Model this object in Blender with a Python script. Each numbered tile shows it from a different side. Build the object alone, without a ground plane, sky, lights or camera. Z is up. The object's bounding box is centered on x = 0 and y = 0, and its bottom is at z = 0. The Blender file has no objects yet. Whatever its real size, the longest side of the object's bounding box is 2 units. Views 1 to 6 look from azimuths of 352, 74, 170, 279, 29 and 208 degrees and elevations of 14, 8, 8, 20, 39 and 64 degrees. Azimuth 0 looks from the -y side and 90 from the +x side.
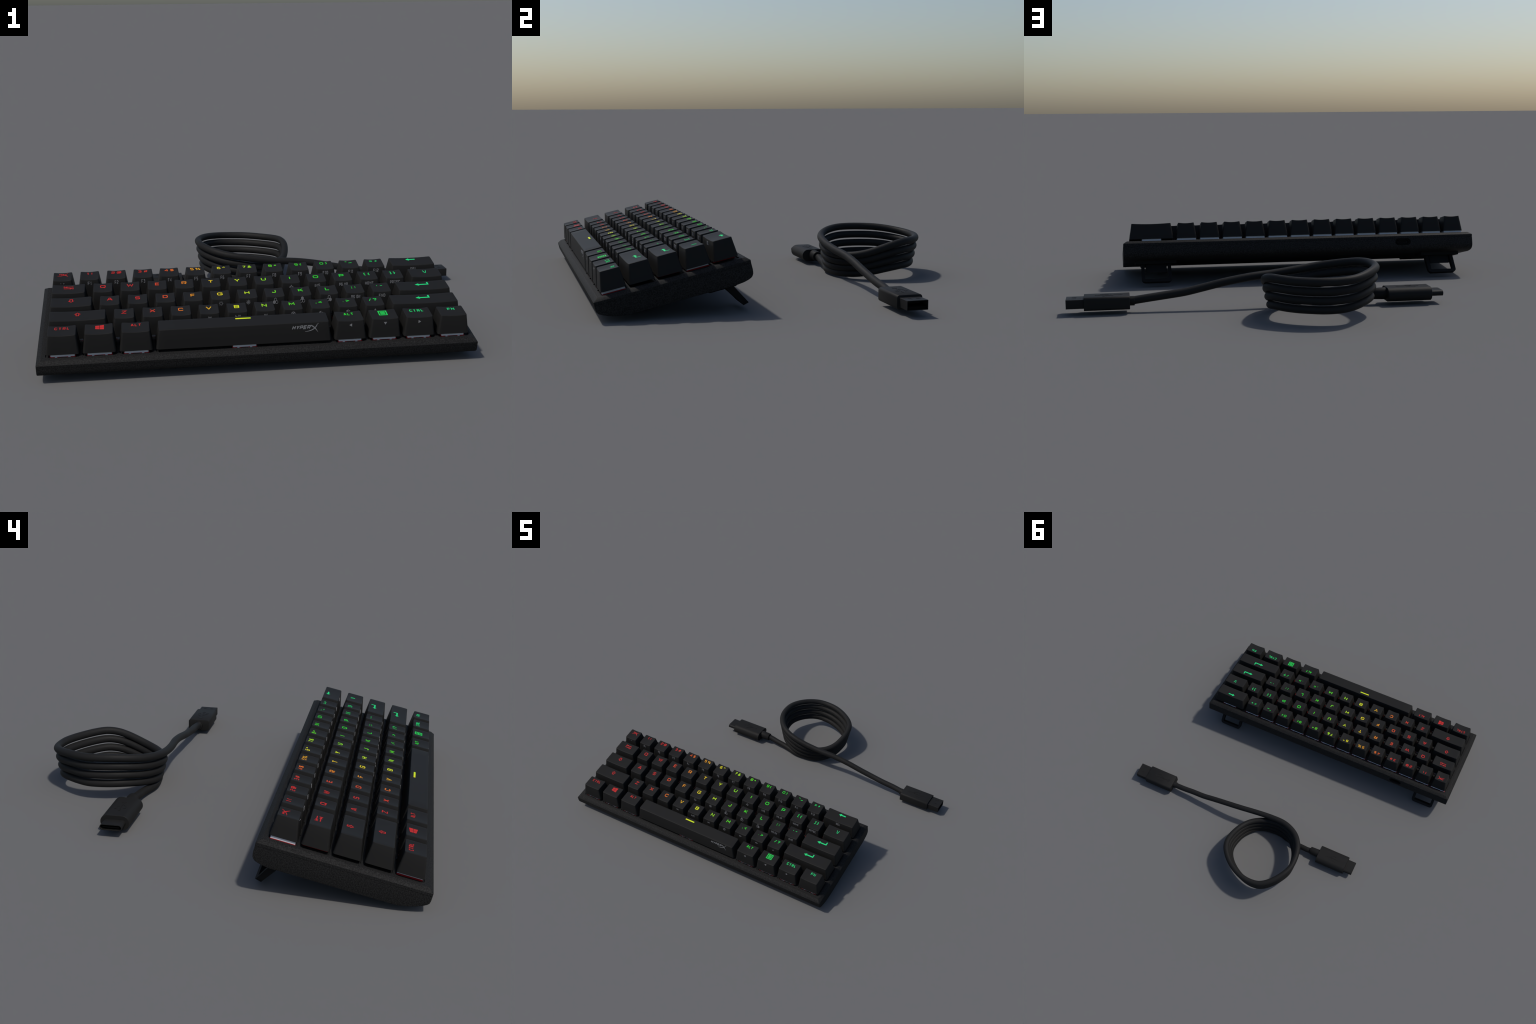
# A compact 60-percent mechanical keyboard on flip-out feet and a coiled USB cable behind it.
import bpy, bmesh, math
from mathutils import Vector, Matrix

scene = bpy.context.scene
COL = scene.collection

# ------------------------------------------------------------------ materials
def material(name, rgb, rough=0.5, spec=0.5, grain=None, bump=0.0, bump_scale=300.0, metallic=0.0, coords='Object'):
    """Principled material; grain=(scale, contrast) mottles the base colour with fine noise."""
    m = bpy.data.materials.new(name)
    m.use_nodes = True
    nt = m.node_tree
    b = nt.nodes['Principled BSDF']
    b.inputs['Base Color'].default_value = (*rgb, 1)
    b.inputs['Roughness'].default_value = rough
    b.inputs['Specular IOR Level'].default_value = spec
    b.inputs['Metallic'].default_value = metallic
    tc = nt.nodes.new('ShaderNodeTexCoord')
    if grain:
        sc, con = grain
        n = nt.nodes.new('ShaderNodeTexNoise')
        n.inputs['Scale'].default_value = sc
        n.inputs['Detail'].default_value = 3
        r = nt.nodes.new('ShaderNodeValToRGB')
        r.color_ramp.elements[0].position = 0.35
        r.color_ramp.elements[1].position = 0.68
        r.color_ramp.elements[0].color = (*[c * (1 - con) for c in rgb], 1)
        r.color_ramp.elements[1].color = (*[c * (1 + con) for c in rgb], 1)
        nt.links.new(tc.outputs[coords], n.inputs['Vector'])
        nt.links.new(n.outputs['Fac'], r.inputs['Fac'])
        nt.links.new(r.outputs['Color'], b.inputs['Base Color'])
    if bump:
        n2 = nt.nodes.new('ShaderNodeTexNoise')
        n2.inputs['Scale'].default_value = bump_scale
        n2.inputs['Detail'].default_value = 4
        bp = nt.nodes.new('ShaderNodeBump')
        bp.inputs['Strength'].default_value = bump
        bp.inputs['Distance'].default_value = 0.002
        nt.links.new(tc.outputs[coords], n2.inputs['Vector'])
        nt.links.new(n2.outputs['Fac'], bp.inputs['Height'])
        nt.links.new(bp.outputs['Normal'], b.inputs['Normal'])
    return m

M_CAP = material('keycap_black_plastic', (0.0168, 0.0164, 0.0158), 0.50, 0.085, bump=0.03, bump_scale=700)
M_CASE = material('case_black_anodised', (0.0165, 0.0163, 0.0160), 0.62, 0.085, grain=(240, 0.52), bump=0.18, bump_scale=240)
M_RUBBER = material('rubber_black', (0.010, 0.010, 0.010), 0.7, 0.08)
M_LEG = material('leg_black_plastic', (0.011, 0.011, 0.011), 0.6, 0.08)
M_CABLE = material('cable_black_jacket', (0.0160, 0.0157, 0.0152), 0.55, 0.10, bump=0.06, bump_scale=500)
M_PLUG = material('plug_black_plastic', (0.0160, 0.0157, 0.0152), 0.55, 0.09, bump=0.05, bump_scale=600)
M_METAL = material('plug_shell_black', (0.0160, 0.0158, 0.0155), 0.50, 0.09)
M_DARK = material('socket_dark', (0.003, 0.003, 0.003), 0.7, 0.05)
M_RED = material('switch_red', (0.30, 0.010, 0.013), 0.5, 0.2)
M_WHITE = material('switch_white', (0.60, 0.61, 0.64), 0.45, 0.3)
M_GREY = material('legend_grey_print', (0.21, 0.21, 0.215), 0.7, 0.1)


def legend_material(x0, unit):
    """Rainbow backlight colour of the key legends: one ramp running from red (left) to green (right)."""
    m = bpy.data.materials.new('legend_rainbow')
    m.use_nodes = True
    nt = m.node_tree
    b = nt.nodes['Principled BSDF']
    b.inputs['Roughness'].default_value = 0.6
    b.inputs['Specular IOR Level'].default_value = 0.2
    geo = nt.nodes.new('ShaderNodeNewGeometry')
    sep = nt.nodes.new('ShaderNodeSeparateXYZ')
    mp = nt.nodes.new('ShaderNodeMapRange')
    mp.inputs['From Min'].default_value = x0
    mp.inputs['From Max'].default_value = x0 + 15 * unit
    rp = nt.nodes.new('ShaderNodeValToRGB')
    stops = [(0.0, (.50, .022, .024)), (3.4, (.53, .027, .023)), (4.3, (.68, .080, .022)), (4.9, (.78, .21, .019)),
             (5.75, (.82, .44, .019)), (6.3, (.80, .68, .019)), (6.9, (.70, .82, .020)), (7.6, (.40, .79, .020)),
             (8.4, (.13, .70, .020)), (9.6, (.036, .65, .024)), (11.2, (.022, .67, .055)), (12.6, (.020, .69, .15)),
             (14.0, (.020, .71, .22))]
    el = rp.color_ramp.elements
    for i, (u, c) in enumerate(stops):
        e = el[i] if i < 2 else el.new(u / 15)
        e.position = u / 15
        e.color = (*c, 1)
    nt.links.new(geo.outputs['Position'], sep.inputs[0])
    nt.links.new(sep.outputs['X'], mp.inputs['Value'])
    nt.links.new(mp.outputs['Result'], rp.inputs['Fac'])
    nt.links.new(rp.outputs['Color'], b.inputs['Base Color'])
    return m

# ------------------------------------------------------------------ helpers
def finish(bm, name, mat, angle=35):
    """bmesh -> mesh with smooth faces and sharp edges above the angle."""
    bmesh.ops.recalc_face_normals(bm, faces=bm.faces)
    lim = math.radians(angle)
    for f in bm.faces:
        f.smooth = True
    for e in bm.edges:
        e.smooth = len(e.link_faces) == 2 and e.calc_face_angle(0) < lim
    me = bpy.data.meshes.new(name)
    bm.to_mesh(me)
    bm.free()
    me.materials.append(mat)
    return me


def add(name, me, parent=None, matrix=Matrix()):
    o = bpy.data.objects.new(name, me)
    COL.objects.link(o)
    if parent:
        o.parent = parent
        o.matrix_parent_inverse = WORLD[parent.name].inverted()
    o.matrix_basis = matrix
    WORLD[o.name] = matrix
    return o

WORLD = {}


def ring(bm, pts):
    return [bm.verts.new(p) for p in pts]


def bridge(bm, a, b):
    n = len(a)
    for i in range(n):
        bm.faces.new((a[i], a[(i + 1) % n], b[(i + 1) % n], b[i]))


def rounded(hw, hd, r, seg=4, cx=0.0, cy=0.0):
    """Rounded rectangle outline, counter-clockwise."""
    r = min(r, hw, hd)
    out = []
    for sx, sy, a0 in ((1, 1, 0), (-1, 1, 90), (-1, -1, 180), (1, -1, 270)):
        for k in range(seg + 1):
            a = math.radians(a0 + 90 * k / seg)
            out.append((cx + sx * (hw - r) + r * math.cos(a), cy + sy * (hd - r) + r * math.sin(a)))
    return out


def loft(sections, name, mat, close=True, angle=35, axis='z'):
    """Loft closed outlines: sections = [(outline2d, level)], capped at both ends."""
    bm = bmesh.new()
    def place(p, l):
        return (p[0], p[1], l) if axis == 'z' else (l, p[0], p[1])
    rs = [ring(bm, [place(p, l) for p in o]) for o, l in sections]
    for a, b in zip(rs, rs[1:]):
        bridge(bm, a, b)
    if close:
        bm.faces.new(rs[0])
        bm.faces.new(rs[-1])
    return finish(bm, name, mat, angle)


def block(name, mat, x0, x1, y0, y1, z0, z1, bev=0.002):
    bm = bmesh.new()
    bmesh.ops.create_cube(bm, size=1)
    for v in bm.verts:
        v.co = ((x0 + x1) / 2 + v.co.x * (x1 - x0), (y0 + y1) / 2 + v.co.y * (y1 - y0), (z0 + z1) / 2 + v.co.z * (z1 - z0))
    if bev:
        bmesh.ops.bevel(bm, geom=bm.edges[:], offset=bev, segments=2, profile=0.5, affect='EDGES')
    return finish(bm, name, mat)


def boolean_cut(me, cutters, name, mat):
    tmp = bpy.data.objects.new('tmp_body', me)
    COL.objects.link(tmp)
    cs = []
    for c in cutters:
        o = bpy.data.objects.new('tmp_cutter', c)
        COL.objects.link(o)
        md = tmp.modifiers.new('cut', 'BOOLEAN')
        md.operation = 'DIFFERENCE'
        md.solver = 'EXACT'
        md.object = o
        cs.append(o)
    dg = bpy.context.evaluated_depsgraph_get()
    dg.update()
    out = bpy.data.meshes.new_from_object(tmp.evaluated_get(dg))
    for o in cs + [tmp]:
        bpy.data.objects.remove(o)
    bm = bmesh.new()
    bm.from_mesh(out)
    return finish(bm, name, mat, 30)

# ------------------------------------------------------------------ flat marks (legends)
THICK = 0.0007

def flat_mesh(kind, data, w=None, h=None, shear=0.0, weight=0.0, spacing=1.0):
    """2D filled mark as a list of (verts, faces), centred on its box and fitted to w x h.
    kind 'text': data is a string; kind 'poly': data is a list of closed outlines (holes allowed)."""
    if kind == 'text':
        cu = bpy.data.curves.new('tmp_text', 'FONT')
        cu.body = data
        cu.offset = weight
        cu.shear = shear
        cu.space_character = spacing
        cu.resolution_u = 3
    else:
        cu = bpy.data.curves.new('tmp_poly', 'CURVE')
        cu.dimensions = '2D'
        for out in data:
            sp = cu.splines.new('POLY')
            sp.points.add(len(out) - 1)
            for p, q in zip(sp.points, out):
                p.co = (q[0], q[1], 0, 1)
            sp.use_cyclic_u = True
    cu.fill_mode = 'BOTH'
    cu.extrude = 0.5
    ob = bpy.data.objects.new('tmp_mark', cu)
    COL.objects.link(ob)
    me = bpy.data.meshes.new_from_object(ob)
    vs = [v.co.copy() for v in me.vertices]
    fs = [tuple(p.vertices) for p in me.polygons]
    bpy.data.objects.remove(ob)
    bpy.data.curves.remove(cu)
    bpy.data.meshes.remove(me)
    x0, x1 = min(v.x for v in vs), max(v.x for v in vs)
    y0, y1 = min(v.y for v in vs), max(v.y for v in vs)
    sx = w / (x1 - x0) if w else None
    sy = h / (y1 - y0) if h else None
    sx = sx or sy or 1.0
    sy = sy or sx
    return [Vector(((v.x - (x0 + x1) / 2) * sx, (v.y - (y0 + y1) / 2) * sy, v.z)) for v in vs], fs


def circle(cx, cy, r, n=18):
    return [(cx + r * math.cos(2 * math.pi * i / n), cy + r * math.sin(2 * math.pi * i / n)) for i in range(n)]


def bar(x0, y0, x1, y1, t):
    d = Vector((x1 - x0, y1 - y0)).normalized() * t / 2
    n = Vector((-d.y, d.x))
    return [(x0 + n.x, y0 + n.y), (x0 - n.x, y0 - n.y), (x1 - n.x, y1 - n.y), (x1 + n.x, y1 + n.y)]


def swoosh(pts, widths):
    """Tapered curved stroke through three points (quadratic)."""
    (ax, ay), (bx, by), (cx, cy) = pts
    L, R = [], []
    n = 14
    for i in range(n + 1):
        t = i / n
        x = (1 - t) ** 2 * ax + 2 * t * (1 - t) * bx + t * t * cx
        y = (1 - t) ** 2 * ay + 2 * t * (1 - t) * by + t * t * cy
        dx = 2 * (1 - t) * (bx - ax) + 2 * t * (cx - bx)
        dy = 2 * (1 - t) * (by - ay) + 2 * t * (cy - by)
        l = math.hypot(dx, dy)
        w = widths[0] * (1 - t) ** 2 + 2 * widths[1] * t * (1 - t) + widths[2] * t * t
        L.append((x - dy / l * w / 2, y + dx / l * w / 2))
        R.append((x + dy / l * w / 2, y - dx / l * w / 2))
    return L + R[::-1]

ARROW_LEFT = [[(-1, 0), (-.30, .42), (-.30, .14), (1, .14), (1, -.14), (-.30, -.14), (-.30, -.42)]]
ARROW_ENTER = [[(-1, 0), (-.42, .33), (-.42, .12), (.80, .12), (.80, .62), (1, .62), (1, -.12), (-.42, -.12), (-.42, -.33)]]
SHIFT_UP = [[(0, 1), (1, .05), (.52, .05), (.52, -.95), (-.52, -.95), (-.52, .05), (-1, .05)],
            [(0, .68), (.48, .27), (.27, .27), (.27, -.70), (-.27, -.70), (-.27, .27), (-.48, .27)]]
LOCK_DOWN = [[(x, -y) for x, y in o] for o in SHIFT_UP]
TAB = [bar(-.94, .06, -.94, 1.0, .16), [(-.88, .52), (-.28, .94), (-.28, .65), (1, .65), (1, .39), (-.28, .39), (-.28, .10)],
       bar(.94, -1.0, .94, -.06, .16), [(.88, -.52), (.28, -.94), (.28, -.65), (-1, -.65), (-1, -.39), (.28, -.39), (.28, -.10)]]
WINDOW = [[(-1, .72), (-.08, .86), (-.08, .05), (-1, .05)], [(.04, .88), (1, 1.02), (1, .05), (.04, .05)],
          [(-1, -.05), (-.08, -.05), (-.08, -.86), (-1, -.72)], [(.04, -.05), (1, -.05), (1, -1.02), (.04, -.88)]]
MENU = [[(-1, 1), (1, 1), (1, -1), (-1, -1)], [(-.76, .76), (-.76, -.76), (.76, -.76), (.76, .76)],
        bar(-.56, .42, .56, .42, .26), bar(-.56, 0, .56, 0, .26), bar(-.56, -.42, .56, -.42, .26)]
TRI_UP = [[(-1, -.9), (1, -.9), (0, .9)]]
TRI_DOWN = [[(-1, .9), (1, .9), (0, -.9)]]
TRI_LEFT = [[(.9, 1), (.9, -1), (-.9, 0)]]
TRI_RIGHT = [[(-.9, 1), (-.9, -1), (.9, 0)]]
PREV = [bar(-.9, -1, -.9, 1, .3), [(-.6, 0), (.1, 1), (.1, -1)], [(.2, 0), (.95, 1), (.95, -1)]]
NEXT = [[(-x, y) for x, y in o] for o in PREV]
PLAY = [[(-1.3, 1), (-1.3, -1), (-.3, 0)], bar(-.25, -1, .35, 1, .22), bar(.6, -1, .6, 1, .26), bar(1.1, -1, 1.1, 1, .26)]
MUTE_OFF = [circle(0, 0, 1, 24), circle(0, 0, .78, 24), bar(-.5, -.55, .5, .55, .26), [(-.55, -.1), (-.2, .35), (-.05, .1), (-.4, -.35)]]
VOL_DOWN = [[(-1, .35), (-.5, .35), (.1, 1), (.1, -1), (-.5, -.35), (-1, -.35)], bar(.45, 0, 1, 0, .25)]
VOL_UP = [[(-1, .35), (-.5, .35), (.1, 1), (.1, -1), (-.5, -.35), (-1, -.35)], bar(.4, 0, 1.1, 0, .22), bar(.75, -.35, .75, .35, .22)]
def sun_mark(inner, spread):
    return [bar(spread * math.cos(a), spread * math.sin(a), math.cos(a), math.sin(a), .17)
            for a in [math.pi / 4 * k for k in range(8)]] + ([circle(0, 0, inner, 12)] if inner else [])
SUN_DIM = sun_mark(0.0, .45)
SUN_BRIGHT = sun_mark(.20, .28)
def trio(filled):
    c = [(0, .48), (-.5, -.38), (.5, -.38)]
    out = []
    for i, (x, y) in enumerate(c):
        out.append(circle(x, y, .55))
        if i != filled:
            out.append(circle(x, y, .42))
    return out
GEAR = [circle(0, 0, .62, 16), circle(0, 0, .40, 16), bar(0, .55, 0, 1.0, .26), bar(0, -.55, 0, -1, .26),
        bar(.55, 0, 1.0, 0, .26), bar(-.55, 0, -1, 0, .26)]
EMBLEM = [swoosh([(-1.0, -.28), (.10, -.34), (.92, .72)], (.02, .26, .05)),
          swoosh([(.10, .30), (.55, .02), (1.0, -.62)], (.20, .26, .02)),
          [(-.72, .15), (-.62, .55), (-.48, .55), (-.51, .42), (-.28, .42), (-.25, .55), (-.11, .55), (-.20, .15), (-.34, .15), (-.30, .30), (-.53, .30), (-.57, .15)],
          [(-.10, .24), (.02, .52), (.16, .52), (.12, .38), (.24, .30), (.14, .20)]]

# ------------------------------------------------------------------ keyboard frame
TILT = math.radians(12.5)
ORIGIN = Vector((0.0, -0.8283, 0.0776))          # front top edge of the case
KB = Matrix.Translation(ORIGIN) @ Matrix.Rotation(TILT, 4, 'X')
X_LEFT, X_RIGHT, DEPTH = -1.0, 0.7512, 0.6200
U = 0.1131                                       # key pitch across
V = 0.1118                                       # row pitch
CELL_X0 = -0.9692
ROW_Y0 = 0.0862
RIM_Z = 0.0125                                   # top of the chamfered rim
PLATE_Z = 0.0075                                 # recessed plate that carries the switches
CAP_Z0, CAP_Z1 = 0.0232, 0.1003
M_LEGEND = legend_material(CELL_X0, U)

keyboard = bpy.data.objects.new('keyboard', None)
COL.objects.link(keyboard)
keyboard.location = (-0.125, -0.53, 0.012)
WORLD['keyboard'] = Matrix.Translation(keyboard.location)
keyboard['label'] = 'compact black mechanical keyboard with rainbow lit key legends'
keyboard['category'] = 'keyboard'

def kb_add(name, me, m=Matrix(), parent=keyboard):
    o = bpy.data.objects.new(name, me)
    COL.objects.link(o)
    o.parent = parent
    w = KB @ m
    o.matrix_parent_inverse = Matrix()
    o.matrix_basis = WORLD[parent.name].inverted() @ w
    WORLD[o.name] = w
    return o

def rect(x0, x1, y0, y1, r=0.003):
    return rounded((x1 - x0) / 2, (y1 - y0) / 2, r, 3, (x0 + x1) / 2, (y0 + y1) / 2)

# upper frame: thin skirt, chamfer, flat plate that carries the switches
CH = 0.018
WELL = 0.0040                                    # half the rib left between neighbouring pockets
top_frame = loft([
        (rect(X_LEFT + .0015, X_RIGHT - .0015, .0015, DEPTH - .0015), -0.0130),
    (rect(X_LEFT + .0015, X_RIGHT - .0015, .0015, DEPTH - .0015), -0.0117),
    (rect(X_LEFT, X_RIGHT, -.0008, DEPTH), -0.0114),
    (rect(X_LEFT, X_RIGHT, -.0008, DEPTH), -0.0006),
    (rect(X_LEFT + .0006, X_RIGHT - .0006, -.0002, DEPTH - .0006), 0.0003),
    (rect(X_LEFT + CH - .002, X_RIGHT - CH + .002, CH - .002, DEPTH - CH + .002), RIM_Z - .0008),
    (rect(X_LEFT + CH, X_RIGHT - CH, CH, DEPTH - CH), RIM_Z),
], 'top_frame', M_CASE, angle=25)

KEY_WIDTHS = [[1.25, 1.25, 1.25, 6.25, 1.25, 1.25, 1.25, 1.25], [2.25] + [1] * 10 + [2.75], [1.75] + [1] * 11 + [2.25], [1.5] + [1] * 12 + [1.5], [1] * 13 + [2]]
def wells():
    """One pocket per key, cut into the plate down to the switch level."""
    bm = bmesh.new()
    for row, ws in enumerate(KEY_WIDTHS):
        u = 0.0
        for w in ws:
            o = rounded(w * U / 2 - WELL, V / 2 - WELL, .013, 5, CELL_X0 + (u + w / 2) * U, ROW_Y0 + row * V)
            a = ring(bm, [(x, y, PLATE_Z) for x, y in o])
            b = ring(bm, [(x, y, RIM_Z + .01) for x, y in o])
            bridge(bm, a, b)
            bm.faces.new(a); bm.faces.new(b)
            u += w
    return finish(bm, 'cut', M_CASE)
top_frame = boolean_cut(top_frame, [wells()], 'top_frame', M_CASE)
kb_add('top_frame', top_frame)

# lower shell: boat-shaped side profile extruded across the width
PROFILE = [(-.0008, -.0125), (-.0008, -.030), (.0012, -.040), (.0075, -.0470), (.020, -.0550), (.040, -.0635), (.060, -.0702), (.080, -.0755),
           (.100, -.0790), (.125, -.0803), (.30, -.0808), (.520, -.0815), (.550, -.0818), (.577, -.0789), (.5965, -.0742), (.6075, -.0696), (.6140, -.0640),
           (.6185, -.0560), (.6202, -.0460), (.6205, -.036), (.6195, -.0125)]
def prof_inset(d):
    cy, cz = 0.31, -0.045
    out = []
    for y, z in PROFILE:
        yy = y + d if y < .1 else (y - d if y > .52 else y)
        zz = z + d if z < -.03 else z
        out.append((yy, zz))
    return out
shell = loft([(prof_inset(.003), X_LEFT), (prof_inset(.0008), X_LEFT + .0008), (PROFILE, X_LEFT + .003),
              (PROFILE, X_RIGHT - .003), (prof_inset(.0008), X_RIGHT - .0008), (prof_inset(.003), X_RIGHT)],
             'bottom_shell', M_CASE, axis='x')

PORT_X, PORT_Z = -0.635, -0.0300
def stadium_y(hw, hh, y0, y1, name):
    """Stadium prism along y around the socket centre."""
    o = rounded(hw, hh, hh, 8)
    bm = bmesh.new()
    a = ring(bm, [(PORT_X + p[0], y0, PORT_Z + p[1]) for p in o])
    b = ring(bm, [(PORT_X + p[0], y1, PORT_Z + p[1]) for p in o])
    bridge(bm, a, b)
    bm.faces.new(a); bm.faces.new(b)
    return finish(bm, name, M_CASE)
shell = boolean_cut(shell, [stadium_y(.040, .0165, .606, .64, 'cut')], 'bottom_shell', M_CASE)
kb_add('bottom_shell', shell)

# socket set in the recess: rim with an opening, and its tongue
o1, o2 = rounded(.031, .0105, .0105, 8), rounded(.0275, .0075, .0075, 8)
bm = bmesh.new()
ra = ring(bm, [(p[0], .6055, p[1]) for p in o1]); rb = ring(bm, [(p[0], .6125, p[1]) for p in o1])
rc = ring(bm, [(p[0], .6125, p[1]) for p in o2]); rd = ring(bm, [(p[0], .6050, p[1]) for p in o2])
bridge(bm, ra, rb); bridge(bm, rb, rc); bridge(bm, rc, rd)
sock = kb_add('socket', finish(bm, 'socket', M_DARK), Matrix.Translation((PORT_X, 0, PORT_Z)))
kb_add('socket_tongue', block('socket_tongue', M_DARK, -.020, .020, .604, .611, -.002, .002, .0005),
       Matrix.Translation((PORT_X, 0, PORT_Z)), parent=sock)

# rubber feet under the front, hinge pads and flip-out legs under the back
foot = block('rubber_foot', M_RUBBER, -.07, .07, .070, .115, -.0838, -.070, .003)
pad = loft([(rect(-.100, .100, .440, .5575, .006), -.078), (rect(-.100, .100, .440, .5575, .006), -.0955),
            (rect(-.098, .098, .442, .5555, .006), -.0975)], 'hinge_pad', M_RUBBER)

def leg_mesh():
    """U-shaped stand with rounded lower corners, leaning backwards, tapering to the tip."""
    top_f, top_b = Vector((.5040, -.0860)), Vector((.5405, -.0880))      # front / back edge (y, z) at the hinge
    tip_f, tip_b = Vector((.5735, -.1920)), Vector((.5955, -.1860))      # at the ground end
    hw, bw, foot_t = .0725, .0165, .165                                   # half width, bar width, cross bar share
    def sec(t, x):
        f, b = top_f.lerp(tip_f, t), top_b.lerp(tip_b, t)
        if t > .3:
            f.y += .004 * math.sin((t - .3) / .7 * math.pi)
        return (x, f.x, f.y), (x, b.x, b.y)
    # outer outline in (x, t): down one side, round the corners, up the other
    outer = [(-hw, 0)]
    for k in range(6):
        a = math.radians(180 + 90 * k / 5)
        outer.append((-hw + .017 + .017 * math.cos(a), .84 - .16 * math.sin(a)))
    outer += [(-x, t) for x, t in outer[::-1]]
    inner = [(-hw + bw, 0)]
    for k in range(6):
        a = math.radians(180 + 90 * k / 5)
        inner.append((-hw + bw + .004 + .004 * math.cos(a), .815 - .03 * math.sin(a)))
    inner += [(-x, t) for x, t in inner[::-1]]
    bm = bmesh.new()
    def rows(o, cut=0.0):
        A = [(sec(t + cut * (t > .3), x)[0], sec(t, x)[1]) for x, t in o]
        return [bm.verts.new(a) for a, b in A], [bm.verts.new(b) for a, b in A]
    of, ob = rows(outer)
    inf, inb = rows(inner, .05)         # the opening flares towards the front
    for i in range(len(of) - 1):
        bm.faces.new((of[i], of[i + 1], ob[i + 1], ob[i]))
        bm.faces.new((inb[i], inb[i + 1], inf[i + 1], inf[i]))
        bm.faces.new((of[i + 1], of[i], inf[i], inf[i + 1]))
        bm.faces.new((ob[i], ob[i + 1], inb[i + 1], inb[i]))
    bm.faces.new((of[0], ob[0], inb[0], inf[0]))
    bm.faces.new((of[-1], inf[-1], inb[-1], ob[-1]))
    return finish(bm, 'leg', M_LEG, 40)
leg = leg_mesh()
# the short second stage folded inside each leg
inner_leg = loft([(rounded(.0515, .0075, .003, 3, 0, .5250), -.0860), (rounded(.0515, .0075, .003, 3, 0, .5470), -.1350),
                  (rounded(.0500, .0060, .003, 3, 0, .5485), -.1385)], 'inner_leg', M_LEG)
for cx in (0.5953, -0.8425):
    l = kb_add('leg', leg, Matrix.Translation((cx, 0, 0)))
    kb_add('inner_leg', inner_leg, Matrix.Translation((cx, 0, 0)), parent=l)
    kb_add('hinge_pad', pad, Matrix.Translation((0.596 if cx > 0 else -0.845, 0, 0)))
    kb_add('rubber_foot', foot, Matrix.Translation((0.590 if cx > 0 else -0.843, 0, 0)))

# ------------------------------------------------------------------ key caps, switches, legends
GAP = 0.0120
TOP_IN_X = 0.0121        # side inset from bottom to top
TOP_D, BOT_D = 0.0755, V - 0.0120
TOP_DY = 0.0042          # the top sits a little to the back
SAG = 0.0036

def cap_dims(w):
    hb = (w * U - GAP) / 2
    return hb, hb - TOP_IN_X + (0.0008 if w == 1.25 else 0)

def top_z(x, ht, flat):
    return CAP_Z1 if flat else CAP_Z1 - SAG * (1 - (x / ht) ** 2)

def cap_mesh(w, flat=False):
    hb, ht = cap_dims(w)
    bm = bmesh.new()
    seg = 4
    nx = 4                                        # extra points along the long sides to follow the dish
    def outline(hw, hd, r, cy):
        pts = rounded(hw, hd, r, seg, 0, cy)
        out = []
        n = len(pts)
        for i, p in enumerate(pts):
            out.append(p)
            q = pts[(i + 1) % n]
            if abs(q[0] - p[0]) > hw:             # front and back edges
                k = nx * (2 if w < 3 else 6)
                out += [(p[0] + (q[0] - p[0]) * j / k, p[1]) for j in range(1, k)]
        return out
    rs = []
    H = CAP_Z1 - CAP_Z0
    def sect(f, extra=0.0, drop=0.0, conf=0.0):
        hw = hb + (ht - hb) * f - extra
        hd = (BOT_D + (TOP_D - BOT_D) * f) / 2 - extra
        o = outline(hw, hd, 0.0095 - .0040 * f, TOP_DY * f)
        z0 = CAP_Z0 + H * f - drop
        return [(x, y, z0 + conf * (top_z(x, ht, flat) - CAP_Z1)) for x, y in o]
    for f, e, d, c in ((0, 0, 0, 0), (.5, 0, 0, .25), (.972, 0, 0, 1), (.985, .0002, 0, 1), (1, .0012, 0.0002, 1), (1, .0022, 0, 1)):
        rs.append(ring(bm, sect(f, e, d, c)))
    # dished top: shrink the outline towards the middle
    last = [v.co.copy() for v in rs[-1]]
    for s in (.8, .5, .2):
        pts = []
        for p in last:
            x, y = p.x * s, TOP_DY + (p.y - TOP_DY) * s
            pts.append((x, y, top_z(x, ht, flat)))
        rs.append(ring(bm, pts))
    for a, b in zip(rs, rs[1:]):
        bridge(bm, a, b)
    bm.faces.new(rs[-1])
    # hollow underside
    i0 = ring(bm, [(x, y, CAP_Z0) for x, y in outline(hb - .006, BOT_D / 2 - .006, .005, 0)])
    i1 = ring(bm, [(x, y, CAP_Z0 + .055) for x, y in outline(ht - .005, TOP_D / 2 - .005, .004, TOP_DY)])
    bridge(bm, i0, rs[0]); bridge(bm, i1, i0)
    bm.faces.new(i1)
    return finish(bm, 'keycap', M_CAP, 28)

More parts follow.
